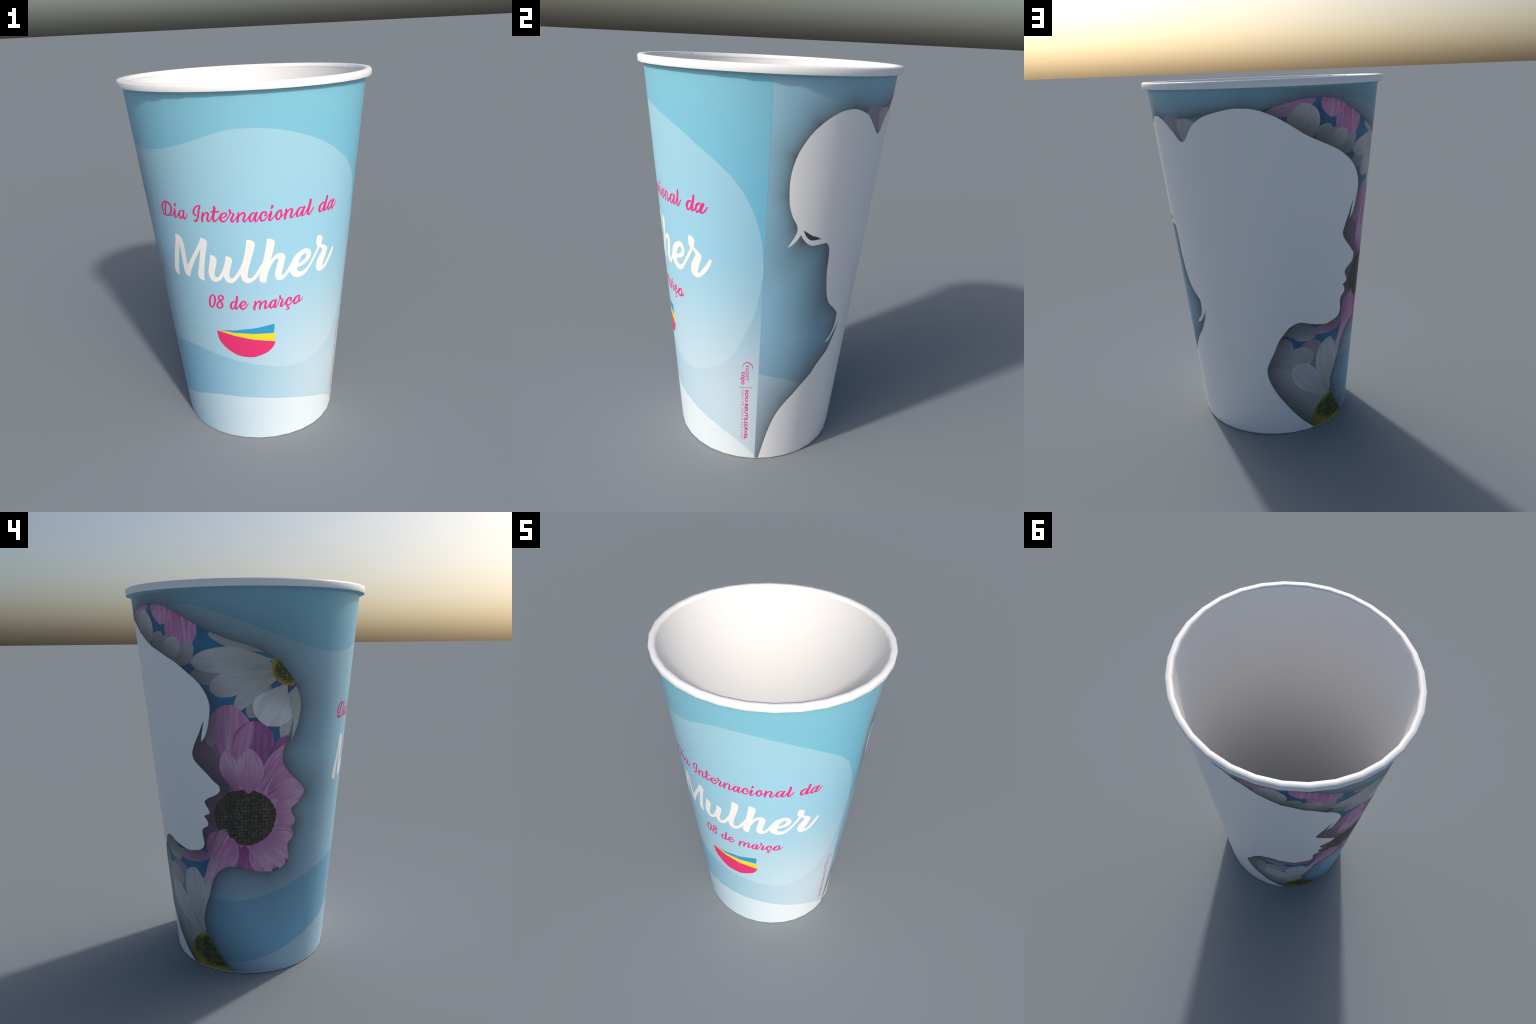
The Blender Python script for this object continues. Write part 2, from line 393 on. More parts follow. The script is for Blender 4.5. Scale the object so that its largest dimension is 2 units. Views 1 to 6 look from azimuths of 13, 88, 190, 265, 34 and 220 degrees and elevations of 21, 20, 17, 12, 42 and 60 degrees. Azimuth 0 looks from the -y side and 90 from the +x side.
# brush strokes of the script lettering: (degrees round the cup, height, thickness in mm)
BRUSH_LETTERS = [
    ('D', [[(-33.66, 1.4206, 11.6), (-34.43, 1.3976, 13.9), (-35.24, 1.3743, 13.0), (-36.11, 1.3539, 11.3)],
           [(-37.29, 1.3690, 13.0), (-37.95, 1.3840, 15.7), (-37.27, 1.4028, 13.1), (-35.76, 1.4176, 8.3), (-33.95, 1.4248, 7.6), (-32.18, 1.4228, 11.0), (-30.69, 1.4122, 13.3), (-30.22, 1.3958, 14.4), (-30.67, 1.3779, 12.5), (-31.85, 1.3608, 8.6), (-33.62, 1.3503, 7.9), (-35.53, 1.3511, 9.6), (-36.95, 1.3506, 10.1), (-37.63, 1.3540, 12.0), (-37.74, 1.3586, 8.4)]]),
    ('i', [[(-27.14, 1.4261, 4.6), (-26.82, 1.4192, 14.7), (-27.18, 1.4102, 8.3)],
           [(-32.04, 1.3536, 6.0), (-31.00, 1.3531, 5.0), (-29.92, 1.3607, 5.7), (-28.69, 1.3746, 5.6)],
           [(-27.71, 1.3965, 7.7), (-27.70, 1.3826, 13.8), (-28.29, 1.3666, 13.8), (-28.32, 1.3536, 13.4), (-27.68, 1.3492, 6.4), (-26.58, 1.3586, 6.0), (-25.10, 1.3783, 5.7)]]),
    ('a', [[(-22.01, 1.3915, 5.9), (-23.30, 1.3939, 5.9), (-24.65, 1.3790, 12.3), (-25.01, 1.3634, 14.9), (-24.28, 1.3506, 9.0), (-23.05, 1.3602, 6.9), (-22.05, 1.3766, 5.9)],
           [(-21.38, 1.3932, 9.6), (-21.97, 1.3745, 10.8), (-22.21, 1.3614, 12.2), (-21.69, 1.3502, 7.8), (-20.69, 1.3589, 5.5), (-19.80, 1.3748, 5.0), (-19.44, 1.3841, 2.3)]]),
    ('I', [[(-14.64, 1.3773, 9.7), (-15.60, 1.3836, 11.5), (-15.63, 1.3962, 10.3), (-14.64, 1.4140, 8.7), (-13.15, 1.4270, 6.9), (-11.95, 1.4303, 6.9), (-11.29, 1.4279, 5.6)],
           [(-11.66, 1.4265, 9.0), (-12.44, 1.4059, 10.6), (-13.00, 1.3844, 10.8), (-13.66, 1.3646, 10.3), (-14.75, 1.3485, 10.3), (-15.74, 1.3463, 9.9), (-16.12, 1.3523, 4.2)]]),
    ('n', [[(-10.47, 1.3961, 8.5), (-10.65, 1.3824, 10.9), (-11.19, 1.3653, 12.1), (-11.27, 1.3483, 10.2)],
           [(-10.28, 1.3784, 5.8), (-9.27, 1.3915, 6.9), (-8.28, 1.3962, 8.6), (-7.73, 1.3902, 10.5), (-8.12, 1.3753, 10.3), (-8.52, 1.3604, 10.9), (-8.11, 1.3511, 9.1), (-7.31, 1.3558, 5.8), (-6.31, 1.3700, 5.1), (-5.38, 1.3872, 4.7)]]),
    ('t', [[(-4.21, 1.4271, 11.8), (-4.29, 1.4147, 13.2), (-4.94, 1.3895, 12.7), (-5.49, 1.3683, 12.9), (-4.94, 1.3529, 10.0), (-3.83, 1.3587, 6.6), (-2.67, 1.3698, 5.4), (-1.69, 1.3849, 5.1)],
           [(-6.16, 1.4003, 5.1), (-5.83, 1.4020, 7.1), (-3.97, 1.4029, 7.5), (-2.21, 1.4038, 7.4), (-1.89, 1.4056, 4.3)]]),
    ('e', [[(-1.20, 1.3727, 6.2), (0.06, 1.3754, 6.0), (1.21, 1.3836, 7.7), (1.49, 1.3940, 8.2), (0.56, 1.3982, 7.4), (-0.80, 1.3916, 9.6), (-1.70, 1.3745, 10.6), (-1.53, 1.3600, 11.7), (-0.36, 1.3533, 9.3), (1.10, 1.3607, 6.2), (2.43, 1.3794, 5.8), (3.34, 1.3959, 5.0)]]),
    ('r', [[(3.04, 1.4175, 5.2), (3.27, 1.4103, 11.5), (3.29, 1.4010, 7.9)],
           [(3.39, 1.4010, 6.3), (4.32, 1.3968, 7.6), (4.94, 1.3905, 8.7), (4.37, 1.3792, 10.0), (3.66, 1.3626, 11.7), (3.97, 1.3532, 9.3), (5.00, 1.3594, 5.9), (6.07, 1.3728, 5.0), (7.16, 1.3893, 4.6)]]),
    ('n', [[(7.22, 1.3986, 7.9), (7.34, 1.3872, 10.9), (6.83, 1.3707, 11.6), (6.55, 1.3519, 10.9)],
           [(7.69, 1.3830, 5.8), (8.74, 1.3953, 7.5), (9.81, 1.3983, 9.1), (10.33, 1.3890, 9.8), (9.86, 1.3746, 10.4), (9.48, 1.3600, 10.6), (9.93, 1.3527, 8.3), (10.95, 1.3610, 5.9), (12.30, 1.3799, 5.6)]]),
    ('a', [[(15.10, 1.3914, 6.0), (14.27, 1.3971, 7.0), (13.06, 1.3856, 11.1), (12.41, 1.3695, 10.9), (12.71, 1.3526, 8.0), (13.70, 1.3571, 6.9), (14.43, 1.3701, 5.9), (14.97, 1.3842, 4.7)],
           [(15.98, 1.3959, 10.6), (15.44, 1.3798, 10.6), (14.98, 1.3635, 10.5), (15.22, 1.3508, 7.4), (16.22, 1.3585, 5.7), (17.04, 1.3724, 5.2), (17.76, 1.3864, 5.2)]]),
    ('c', [[(19.95, 1.3787, 10.5), (20.45, 1.3866, 9.8), (20.28, 1.3949, 8.6), (19.33, 1.3977, 8.2), (18.05, 1.3862, 11.2), (17.61, 1.3679, 11.6), (18.14, 1.3529, 9.3), (19.31, 1.3552, 7.5), (20.70, 1.3678, 5.7), (21.89, 1.3856, 4.9)]]),
    ('i', [[(23.24, 1.4289, 5.1), (23.43, 1.4219, 12.8), (22.92, 1.4124, 7.2)],
           [(22.59, 1.3984, 7.8), (22.77, 1.3889, 11.8), (22.25, 1.3729, 11.7), (21.84, 1.3587, 10.9), (22.21, 1.3511, 8.0), (23.33, 1.3592, 6.1), (24.46, 1.3723, 5.2), (25.07, 1.3798, 4.3)]]),
    ('o', [[(28.00, 1.3947, 7.9), (27.30, 1.3986, 7.7), (25.88, 1.3870, 12.1), (25.26, 1.3692, 11.1), (25.65, 1.3541, 8.9), (26.67, 1.3539, 8.8), (27.59, 1.3662, 8.6), (27.84, 1.3804, 9.9), (27.70, 1.3920, 7.3)],
           [(27.49, 1.3622, 5.7), (28.71, 1.3700, 5.3), (29.72, 1.3801, 5.2), (30.13, 1.3899, 4.7)]]),
    ('n', [[(30.32, 1.3979, 10.3), (30.33, 1.3814, 11.8), (29.83, 1.3654, 11.9), (29.63, 1.3521, 11.4)],
           [(30.74, 1.3809, 5.7), (31.74, 1.3941, 7.5), (32.96, 1.3977, 8.1), (33.37, 1.3900, 10.1), (32.89, 1.3740, 11.6), (32.50, 1.3599, 11.2), (32.92, 1.3521, 7.7), (34.07, 1.3598, 6.8), (35.17, 1.3725, 6.3)]]),
    ('a', [[(39.17, 1.3945, 5.3), (38.14, 1.3973, 7.3), (36.70, 1.3885, 12.2), (35.96, 1.3731, 12.9), (36.00, 1.3564, 9.6), (37.03, 1.3545, 7.6), (38.02, 1.3653, 7.4), (38.76, 1.3807, 5.9)],
           [(40.07, 1.3961, 11.8), (39.44, 1.3816, 12.3), (38.83, 1.3617, 12.5), (39.10, 1.3518, 7.3), (40.11, 1.3574, 6.5), (41.09, 1.3703, 6.0), (41.94, 1.3855, 6.0)]]),
    ('l', [[(43.37, 1.4276, 12.0), (43.28, 1.4144, 13.6), (42.71, 1.3904, 13.8), (42.12, 1.3706, 13.7), (42.07, 1.3560, 9.8), (43.00, 1.3543, 8.9), (44.10, 1.3671, 7.1), (44.95, 1.3803, 7.0), (45.36, 1.3857, 5.8)]]),
    ('d', [[(53.06, 1.3902, 5.1), (51.91, 1.3958, 8.2), (50.06, 1.3860, 13.6), (49.36, 1.3707, 14.8), (49.49, 1.3545, 10.7), (50.61, 1.3531, 8.6), (51.88, 1.3674, 8.5), (52.55, 1.3849, 7.3)],
           [(54.21, 1.4234, 13.8), (53.87, 1.4074, 13.9), (53.24, 1.3856, 13.9), (52.73, 1.3655, 14.5), (52.57, 1.3520, 9.3), (53.66, 1.3550, 7.7), (54.68, 1.3655, 7.3)]]),
    ('a', [[(58.59, 1.3904, 4.8), (57.45, 1.3953, 9.4), (55.90, 1.3842, 12.2), (55.24, 1.3665, 12.1), (55.53, 1.3509, 7.4), (56.54, 1.3550, 9.0), (57.80, 1.3690, 8.8), (58.31, 1.3848, 8.0)],
           [(59.62, 1.3943, 14.4), (58.75, 1.3795, 15.2), (57.92, 1.3601, 14.3), (58.42, 1.3503, 7.2), (59.78, 1.3577, 7.9), (60.88, 1.3700, 7.2), (61.78, 1.3838, 5.7)]]),
    ('0', [[(-11.03, 0.9405, 7.0), (-9.97, 0.9309, 11.1), (-9.93, 0.9070, 10.5), (-10.92, 0.8792, 9.5), (-12.33, 0.8634, 7.0), (-13.39, 0.8723, 11.6), (-13.47, 0.8964, 12.2), (-12.58, 0.9247, 9.7), (-11.17, 0.9404, 5.5)]]),
    ('8', [[(-6.13, 0.9412, 8.6), (-4.91, 0.9331, 10.0), (-5.18, 0.9209, 8.3), (-6.63, 0.9102, 9.9), (-7.58, 0.9199, 10.0), (-7.43, 0.9320, 8.3), (-6.26, 0.9410, 7.0)],
           [(-6.80, 0.9074, 9.6), (-5.91, 0.8922, 11.5), (-5.97, 0.8761, 9.8), (-7.32, 0.8645, 8.0), (-8.75, 0.8693, 11.6), (-8.83, 0.8840, 10.2), (-7.81, 0.9011, 8.8), (-6.79, 0.9079, 8.2)]]),
    ('d', [[(1.83, 0.9063, 6.5), (0.86, 0.9102, 7.5), (-0.43, 0.8950, 10.7), (-0.75, 0.8760, 12.6), (-0.05, 0.8660, 8.9), (1.03, 0.8729, 6.5), (1.84, 0.8930, 5.5)],
           [(3.23, 0.9394, 10.6), (2.98, 0.9249, 11.5), (2.41, 0.9010, 11.5), (1.82, 0.8770, 11.7), (2.24, 0.8663, 9.3), (3.19, 0.8745, 6.1), (4.20, 0.8906, 5.6)]]),
    ('e', [[(5.29, 0.8854, 5.7), (6.58, 0.8896, 6.0), (7.71, 0.9003, 7.8), (7.23, 0.9109, 8.5), (5.84, 0.9081, 9.7), (4.71, 0.8907, 11.0), (4.83, 0.8747, 12.0), (5.78, 0.8662, 9.7), (7.22, 0.8736, 7.3), (8.45, 0.8885, 5.7), (9.14, 0.8986, 4.2)]]),
    ('m', [[(13.06, 0.9099, 9.2), (12.97, 0.8928, 11.2), (12.39, 0.8773, 11.7), (12.40, 0.8639, 10.6)],
           [(13.33, 0.8898, 5.9), (14.40, 0.9062, 7.6), (15.54, 0.9107, 9.3), (15.99, 0.9011, 9.7), (15.53, 0.8802, 10.7), (15.42, 0.8656, 10.2)],
           [(16.31, 0.8876, 5.9), (17.37, 0.9040, 7.6), (18.75, 0.9095, 9.8), (18.97, 0.8988, 10.7), (18.40, 0.8780, 11.2), (18.49, 0.8659, 9.8), (19.64, 0.8717, 6.7), (20.81, 0.8868, 6.0)]]),
    ('a', [[(24.15, 0.9066, 5.6), (23.12, 0.9104, 7.7), (21.70, 0.8967, 11.4), (21.16, 0.8785, 10.7), (21.64, 0.8662, 8.8), (22.66, 0.8719, 7.0), (23.74, 0.8888, 5.9)],
           [(24.68, 0.9090, 10.8), (24.13, 0.8908, 11.7), (23.71, 0.8729, 10.8), (24.10, 0.8656, 8.3), (25.16, 0.8758, 6.0), (26.09, 0.8929, 5.3), (26.76, 0.9104, 4.7)]]),
    ('r', [[(27.03, 0.9310, 8.2), (27.08, 0.9231, 10.1), (27.15, 0.9150, 7.7)],
           [(27.28, 0.9135, 6.3), (28.32, 0.9066, 7.4), (28.45, 0.8971, 10.4), (27.53, 0.8800, 12.5), (27.53, 0.8667, 9.5), (28.85, 0.8725, 7.2), (29.90, 0.8868, 6.0)]]),
    ('ç', [[(33.06, 0.8937, 12.0), (33.57, 0.9022, 10.5), (33.16, 0.9102, 8.6), (31.98, 0.9087, 9.5), (30.82, 0.8933, 12.2), (30.70, 0.8749, 10.8), (31.77, 0.8665, 9.4), (33.35, 0.8760, 6.8), (34.88, 0.8913, 6.8)],
           [(31.50, 0.8643, 5.4), (31.11, 0.8568, 5.6), (32.05, 0.8540, 8.1), (32.19, 0.8470, 8.3), (31.13, 0.8415, 6.8), (30.40, 0.8419, 4.4)]]),
    ('o', [[(39.06, 0.9067, 7.3), (38.17, 0.9114, 8.2), (36.45, 0.9035, 12.3), (35.47, 0.8872, 13.0), (35.51, 0.8711, 9.5), (36.84, 0.8693, 9.8), (38.42, 0.8803, 10.5), (38.74, 0.8982, 10.5), (38.77, 0.9060, 8.0)],
           [(38.44, 0.8749, 7.4), (40.03, 0.8818, 6.3), (41.00, 0.8969, 4.4)]]),
]
# outlines of the big white word: (degrees, height[, 1 at a sharp corner]); a second loop is a counter
OUTLINE_LETTERS = [
    ('M', [[(-30.76, 1.2558, 1), (-28.48, 1.2548), (-27.07, 1.2479), (-25.79, 1.2291), (-25.27, 1.1961), (-25.21, 1.1424), (-25.05, 1.0859, 1), (-23.69, 1.1064), (-21.42, 1.1388), (-17.56, 1.1935), (-15.02, 1.2327), (-13.71, 1.2610, 1), (-11.87, 1.2566), (-10.67, 1.2484), (-10.37, 1.2320), (-11.08, 1.2023), (-12.25, 1.1627), (-13.59, 1.1071), (-14.47, 1.0621), (-14.94, 1.0176, 1), (-16.83, 1.0207), (-18.40, 1.0316), (-18.54, 1.0491), (-17.51, 1.0902), (-15.95, 1.1467), (-14.76, 1.1952, 1), (-17.82, 1.1504), (-20.94, 1.0982), (-22.98, 1.0595), (-24.55, 1.0254, 1), (-26.74, 1.0265), (-28.00, 1.0371), (-28.39, 1.0586), (-28.55, 1.1135), (-28.57, 1.1615), (-28.64, 1.2045, 1), (-30.08, 1.1541), (-31.91, 1.0843), (-32.78, 1.0422), (-33.10, 1.0155, 1), (-35.62, 1.0212), (-36.86, 1.0381), (-35.79, 1.0860), (-33.71, 1.1468), (-31.76, 1.2049), (-30.91, 1.2386)]]),
    ('u', [[(-9.52, 1.1686, 1), (-7.75, 1.1667), (-6.41, 1.1550), (-6.16, 1.1403), (-6.79, 1.1141), (-8.09, 1.0698), (-8.01, 1.0502), (-7.07, 1.0462), (-5.66, 1.0544), (-3.55, 1.0887), (-1.85, 1.1287), (-1.22, 1.1547), (-1.23, 1.1690, 1), (0.60, 1.1672), (1.90, 1.1577), (2.15, 1.1408), (1.57, 1.1195), (0.23, 1.0722), (0.36, 1.0527), (1.12, 1.0462), (2.63, 1.0550), (5.13, 1.0875), (7.44, 1.1303), (8.12, 1.1430, 1), (8.42, 1.0984, 1), (6.21, 1.0703, 1), (4.39, 1.0442), (2.37, 1.0244), (0.25, 1.0187), (-1.63, 1.0250), (-2.76, 1.0415), (-3.14, 1.0565, 1), (-4.55, 1.0378), (-6.24, 1.0242), (-8.30, 1.0176), (-9.99, 1.0243), (-11.26, 1.0453), (-11.62, 1.0732), (-10.90, 1.1044), (-9.84, 1.1439)]]),
    ('l', [[(10.23, 1.2581, 1), (12.07, 1.2555), (13.74, 1.2471), (14.34, 1.2324), (13.96, 1.2120), (12.57, 1.1652), (10.91, 1.1134), (9.86, 1.0705), (10.05, 1.0510), (11.04, 1.0463), (12.60, 1.0544), (14.74, 1.0808), (16.24, 1.1054), (18.04, 1.1317), (18.95, 1.1458, 1), (18.83, 1.1035, 1), (16.65, 1.0751), (15.01, 1.0504), (12.68, 1.0304), (9.96, 1.0187), (7.94, 1.0247), (6.62, 1.0421), (6.21, 1.0703), (7.44, 1.1303), (8.96, 1.1829), (9.95, 1.2346)]]),
    ('h', [[(20.53, 1.2575, 1), (22.33, 1.2548), (23.89, 1.2460), (24.43, 1.2320), (24.04, 1.2119), (23.18, 1.1779), (22.00, 1.1373, 1), (23.35, 1.1546), (25.41, 1.1695), (27.67, 1.1732), (29.31, 1.1639), (29.94, 1.1472), (29.64, 1.1244), (28.49, 1.0812), (27.96, 1.0583), (28.39, 1.0496), (29.56, 1.0559), (31.25, 1.0771), (33.12, 1.1108), (34.18, 1.1260, 1), (34.26, 1.0852, 1), (32.54, 1.0655), (30.64, 1.0412), (28.71, 1.0245), (26.66, 1.0206), (25.06, 1.0300), (24.28, 1.0530), (24.58, 1.0763), (25.57, 1.1155), (26.21, 1.1399), (25.60, 1.1446), (24.35, 1.1384), (22.45, 1.1136), (20.77, 1.0764), (19.98, 1.0445), (19.60, 1.0175, 1), (17.96, 1.0170), (16.34, 1.0233), (15.85, 1.0389), (16.18, 1.0604), (16.64, 1.0751), (18.04, 1.1317), (19.29, 1.1874), (20.08, 1.2323)]]),
    ('e', [[(36.75, 1.0767, 1), (39.68, 1.0823), (42.47, 1.0958), (44.51, 1.1152), (45.17, 1.1415), (44.27, 1.1604), (42.35, 1.1723), (40.04, 1.1710), (37.09, 1.1581), (34.62, 1.1357), (33.12, 1.1087), (32.52, 1.0795), (32.77, 1.0554), (34.13, 1.0357), (36.79, 1.0206), (39.68, 1.0213), (42.28, 1.0353), (45.28, 1.0702), (48.86, 1.1191), (51.29, 1.1578), (52.09, 1.1685, 1), (49.97, 1.1717, 1), (48.16, 1.1380), (45.63, 1.1017), (43.08, 1.0685), (40.99, 1.0534), (38.62, 1.0492), (37.15, 1.0596)],
           [(37.16, 1.0962, 1), (38.15, 1.1177), (39.71, 1.1379), (41.54, 1.1458), (42.41, 1.1345), (41.66, 1.1189), (40.06, 1.1073)]]),
    ('r', [[(49.52, 1.2279, 1), (51.63, 1.2213), (52.84, 1.2090), (52.71, 1.1924), (52.10, 1.1738, 1), (54.10, 1.1635), (56.20, 1.1508), (57.15, 1.1383), (56.90, 1.1239), (55.64, 1.0928), (54.23, 1.0593), (54.35, 1.0462), (56.00, 1.0568), (59.46, 1.0989), (61.94, 1.1328, 1), (63.33, 1.1277, 1), (61.48, 1.0884), (58.27, 1.0498), (55.14, 1.0259), (51.96, 1.0202), (50.12, 1.0318), (49.23, 1.0530), (49.73, 1.0800), (51.45, 1.1123), (52.98, 1.1321), (52.86, 1.1453), (51.29, 1.1578, 1), (49.65, 1.1672, 1), (48.66, 1.1814), (48.51, 1.2007), (48.92, 1.2185)]]),
]
BOWL_ICON = {
    'blue': [(-10.34, 0.7226, 1), (-5.55, 0.7290), (0.10, 0.7347), (6.33, 0.7425), (11.44, 0.7482), (16.87, 0.7568), (22.81, 0.7675), (23.53, 0.7626), (23.59, 0.7460), (23.29, 0.7261), (22.89, 0.7119, 1), (11.42, 0.7139), (6.13, 0.7153), (-0.06, 0.7184), (-5.65, 0.7204)],
    'yellow': [(-10.54, 0.7224, 1), (-5.62, 0.7233), (-0.05, 0.7193), (11.25, 0.7144), (17.58, 0.7124), (23.91, 0.7111), (24.21, 0.7059), (23.87, 0.6860), (22.89, 0.6613, 1), (11.05, 0.6793), (5.05, 0.6904), (-0.23, 0.7004), (-5.75, 0.7119)],
    'magenta': [(-10.82, 0.7221), (-9.43, 0.7199), (-0.23, 0.7004), (11.05, 0.6784), (23.36, 0.6595), (23.91, 0.6548), (22.93, 0.6309), (19.92, 0.5992), (16.19, 0.5810), (11.33, 0.5674), (7.79, 0.5647), (3.54, 0.5695), (-0.08, 0.5803), (-4.16, 0.6004), (-7.71, 0.6289), (-10.02, 0.6606), (-10.92, 0.6937), (-11.06, 0.7143)],
}
# printed petals, back to front: (colour kind, base, middle, tip on the cup, widest width, where along it)
PETALS = [
    ('grey', (238.0, 0.05), (212.0, 0.22), (186.0, 0.50), 0.42, 0.60),
    ('grey', (236.0, 0.24), (236.0, 0.40), (238.0, 0.55), 0.16, 0.60),
    ('pink', (262.0, 0.94), (263.0, 1.06), (264.0, 1.15), 0.17, 0.60),
    ('pink', (262.0, 0.58), (278.0, 0.86), (288.0, 1.22), 0.44, 0.50),
    ('mauve', (256.0, 0.66), (243.0, 0.90), (237.0, 1.22), 0.34, 0.55),
    ('mauve', (256.0, 1.06), (246.0, 1.18), (236.0, 1.27), 0.20, 0.55),
    ('grey', (210.0, 1.645), (225.0, 1.69), (241.0, 1.70), 0.15, 0.55),
    ('grey', (286.0, 1.61), (266.0, 1.592), (243.0, 1.570), 0.15, 0.60),
    ('pale_pink', (214.1, 1.904), (203.0, 1.871), (189.6, 1.842), 0.076, 0.50),
    ('white', (205.3, 1.685), (208.0, 1.784), (207.2, 1.888), 0.176, 0.55),
    ('pink', (233.5, 1.898), (234.0, 1.789), (233.7, 1.683), 0.194, 0.45),
    ('pink', (224.5, 1.930), (223.3, 1.864), (222.3, 1.813), 0.157, 0.40),
    ('grey', (213.9, 1.692), (219.0, 1.737), (222.1, 1.782), 0.094, 0.50),
    ('grey', (230.0, 1.626), (235.5, 1.674), (239.8, 1.731), 0.086, 0.50),
    ('white', (217.5, 1.662), (226.2, 1.703), (233.5, 1.728), 0.090, 0.65),
    ('grey', (262.2, 1.590), (249.2, 1.583), (237.6, 1.575), 0.085, 0.60),
    ('grey', (276.8, 1.677), (262.5, 1.728), (248.1, 1.768), 0.071, 0.60),
    ('white', (277.9, 1.649), (258.8, 1.651), (238.2, 1.637), 0.121, 0.60),
    ('white', (279.1, 1.606), (264.4, 1.561), (247.2, 1.514), 0.120, 0.70),
    ('grey', (277.0, 1.530), (271.8, 1.472), (266.0, 1.384), 0.101, 0.60),
    ('white', (282.3, 1.572), (268.7, 1.513), (259.6, 1.414), 0.084, 0.60),
    ('white', (289.5, 1.529), (289.2, 1.428), (284.4, 1.247), 0.146, 0.55),
    ('bright_white', (285.3, 1.549), (279.5, 1.452), (275.0, 1.342), 0.205, 0.65),
    ('grey', (245.3, 1.237), (248.1, 1.324), (250.6, 1.411), 0.097, 0.50),
    ('mauve', (255.3, 1.001), (247.2, 1.119), (237.6, 1.248), 0.180, 0.60),
    ('pink', (258.1, 1.063), (256.5, 1.298), (258.2, 1.447), 0.197, 0.62),
    ('purple', (267.3, 1.022), (268.3, 1.240), (269.1, 1.371), 0.199, 0.60),
    ('pink', (261.2, 1.103), (262.5, 1.241), (268.2, 1.370), 0.078, 0.60),
    ('purple', (276.6, 1.167), (281.0, 1.235), (286.5, 1.294), 0.051, 0.60),
    ('pink', (272.5, 1.020), (278.4, 1.118), (286.7, 1.255), 0.116, 0.60),
    ('pink', (275.6, 0.992), (282.0, 1.060), (293.1, 1.114), 0.084, 0.60),
    ('pale_pink', (277.8, 0.981), (287.0, 1.014), (299.9, 1.023), 0.123, 0.60),
    ('pale_pink', (278.5, 0.883), (287.5, 0.904), (299.2, 0.917), 0.122, 0.60),
    ('pink', (278.6, 0.832), (286.4, 0.820), (297.3, 0.809), 0.073, 0.60),
    ('pale_pink', (275.4, 0.796), (284.1, 0.778), (294.3, 0.745), 0.063, 0.60),
    ('purple', (260.2, 0.741), (257.6, 0.671), (254.9, 0.594), 0.079, 0.60),
    ('purple', (262.5, 0.749), (263.3, 0.671), (263.6, 0.579), 0.088, 0.60),
    ('pink', (264.8, 0.749), (268.9, 0.684), (271.8, 0.572), 0.071, 0.60),
    ('pale_pink', (265.7, 0.758), (273.2, 0.703), (278.3, 0.572), 0.078, 0.60),
    ('pale_pink', (270.8, 0.765), (278.9, 0.708), (287.6, 0.587), 0.082, 0.60),
    ('pale_pink', (274.0, 0.784), (282.2, 0.744), (292.8, 0.633), 0.073, 0.60),
    ('mauve', (251.0, 0.944), (246.3, 0.929), (239.7, 0.914), 0.094, 0.50),
    ('mauve', (249.0, 0.847), (243.9, 0.821), (237.4, 0.784), 0.077, 0.50),
    ('pale_pink', (258.8, 1.019), (255.8, 1.122), (254.1, 1.229), 0.095, 0.60),
    ('pale_pink', (265.2, 1.011), (266.2, 1.123), (265.9, 1.239), 0.148, 0.50),
    ('pale_pink', (242.9, 0.686), (230.2, 0.655), (207.4, 0.660), 0.064, 0.50),
    ('pale_pink', (255.7, 0.782), (250.3, 0.666), (235.8, 0.482), 0.138, 0.50),
    ('pink', (251.7, 0.827), (247.9, 0.748), (241.0, 0.665), 0.138, 0.55),
    ('grey', (184.9, 0.465), (194.1, 0.540), (197.4, 0.633), 0.130, 0.55),
    ('grey', (195.4, 0.649), (206.7, 0.666), (217.7, 0.611), 0.117, 0.60),
    ('mauve_grey', (224.5, 0.354), (216.6, 0.495), (213.2, 0.605), 0.157, 0.55),
    ('grey', (184.3, 0.455), (201.3, 0.487), (217.5, 0.498), 0.149, 0.65),
    ('white', (233.6, 0.243), (239.2, 0.387), (241.2, 0.517), 0.153, 0.55),
    ('white', (234.2, 0.230), (227.8, 0.424), (230.1, 0.590), 0.153, 0.55),
    ('grey', (214.9, 0.065), (205.8, 0.118), (195.8, 0.209), 0.092, 0.60),
    ('grey', (218.3, 0.118), (205.8, 0.174), (193.7, 0.255), 0.107, 0.60),
    ('grey', (222.3, 0.157), (205.8, 0.256), (187.8, 0.413), 0.148, 0.60),
    ('white', (231.6, 0.195), (215.3, 0.330), (204.5, 0.461), 0.146, 0.62),
]
NOTCH_PETALS = [
    ('mauve_grey', (147.0, 1.691), (145.5, 1.767), (146.3, 1.832), 0.280, 0.60),
    ('grey', (147.9, 1.691), (150.7, 1.769), (152.0, 1.829), 0.139, 0.60),
]

# ------------------------------------------------------------------ materials of this cup
PAPER_WHITE = (0.93, 0.93, 0.93)
LINING_WHITE = (0.86, 0.86, 0.86)


def paper_material(name, white):
    n = Nodes(name, 0.42)
    grain = n.noise(n.add("ShaderNodeTexCoord").outputs["Object"], 60.0)
    n.finish(n.mix(n.math("MULTIPLY", grain, 0.03), white, tuple(0.95 * c for c in white)))
    return n.mat


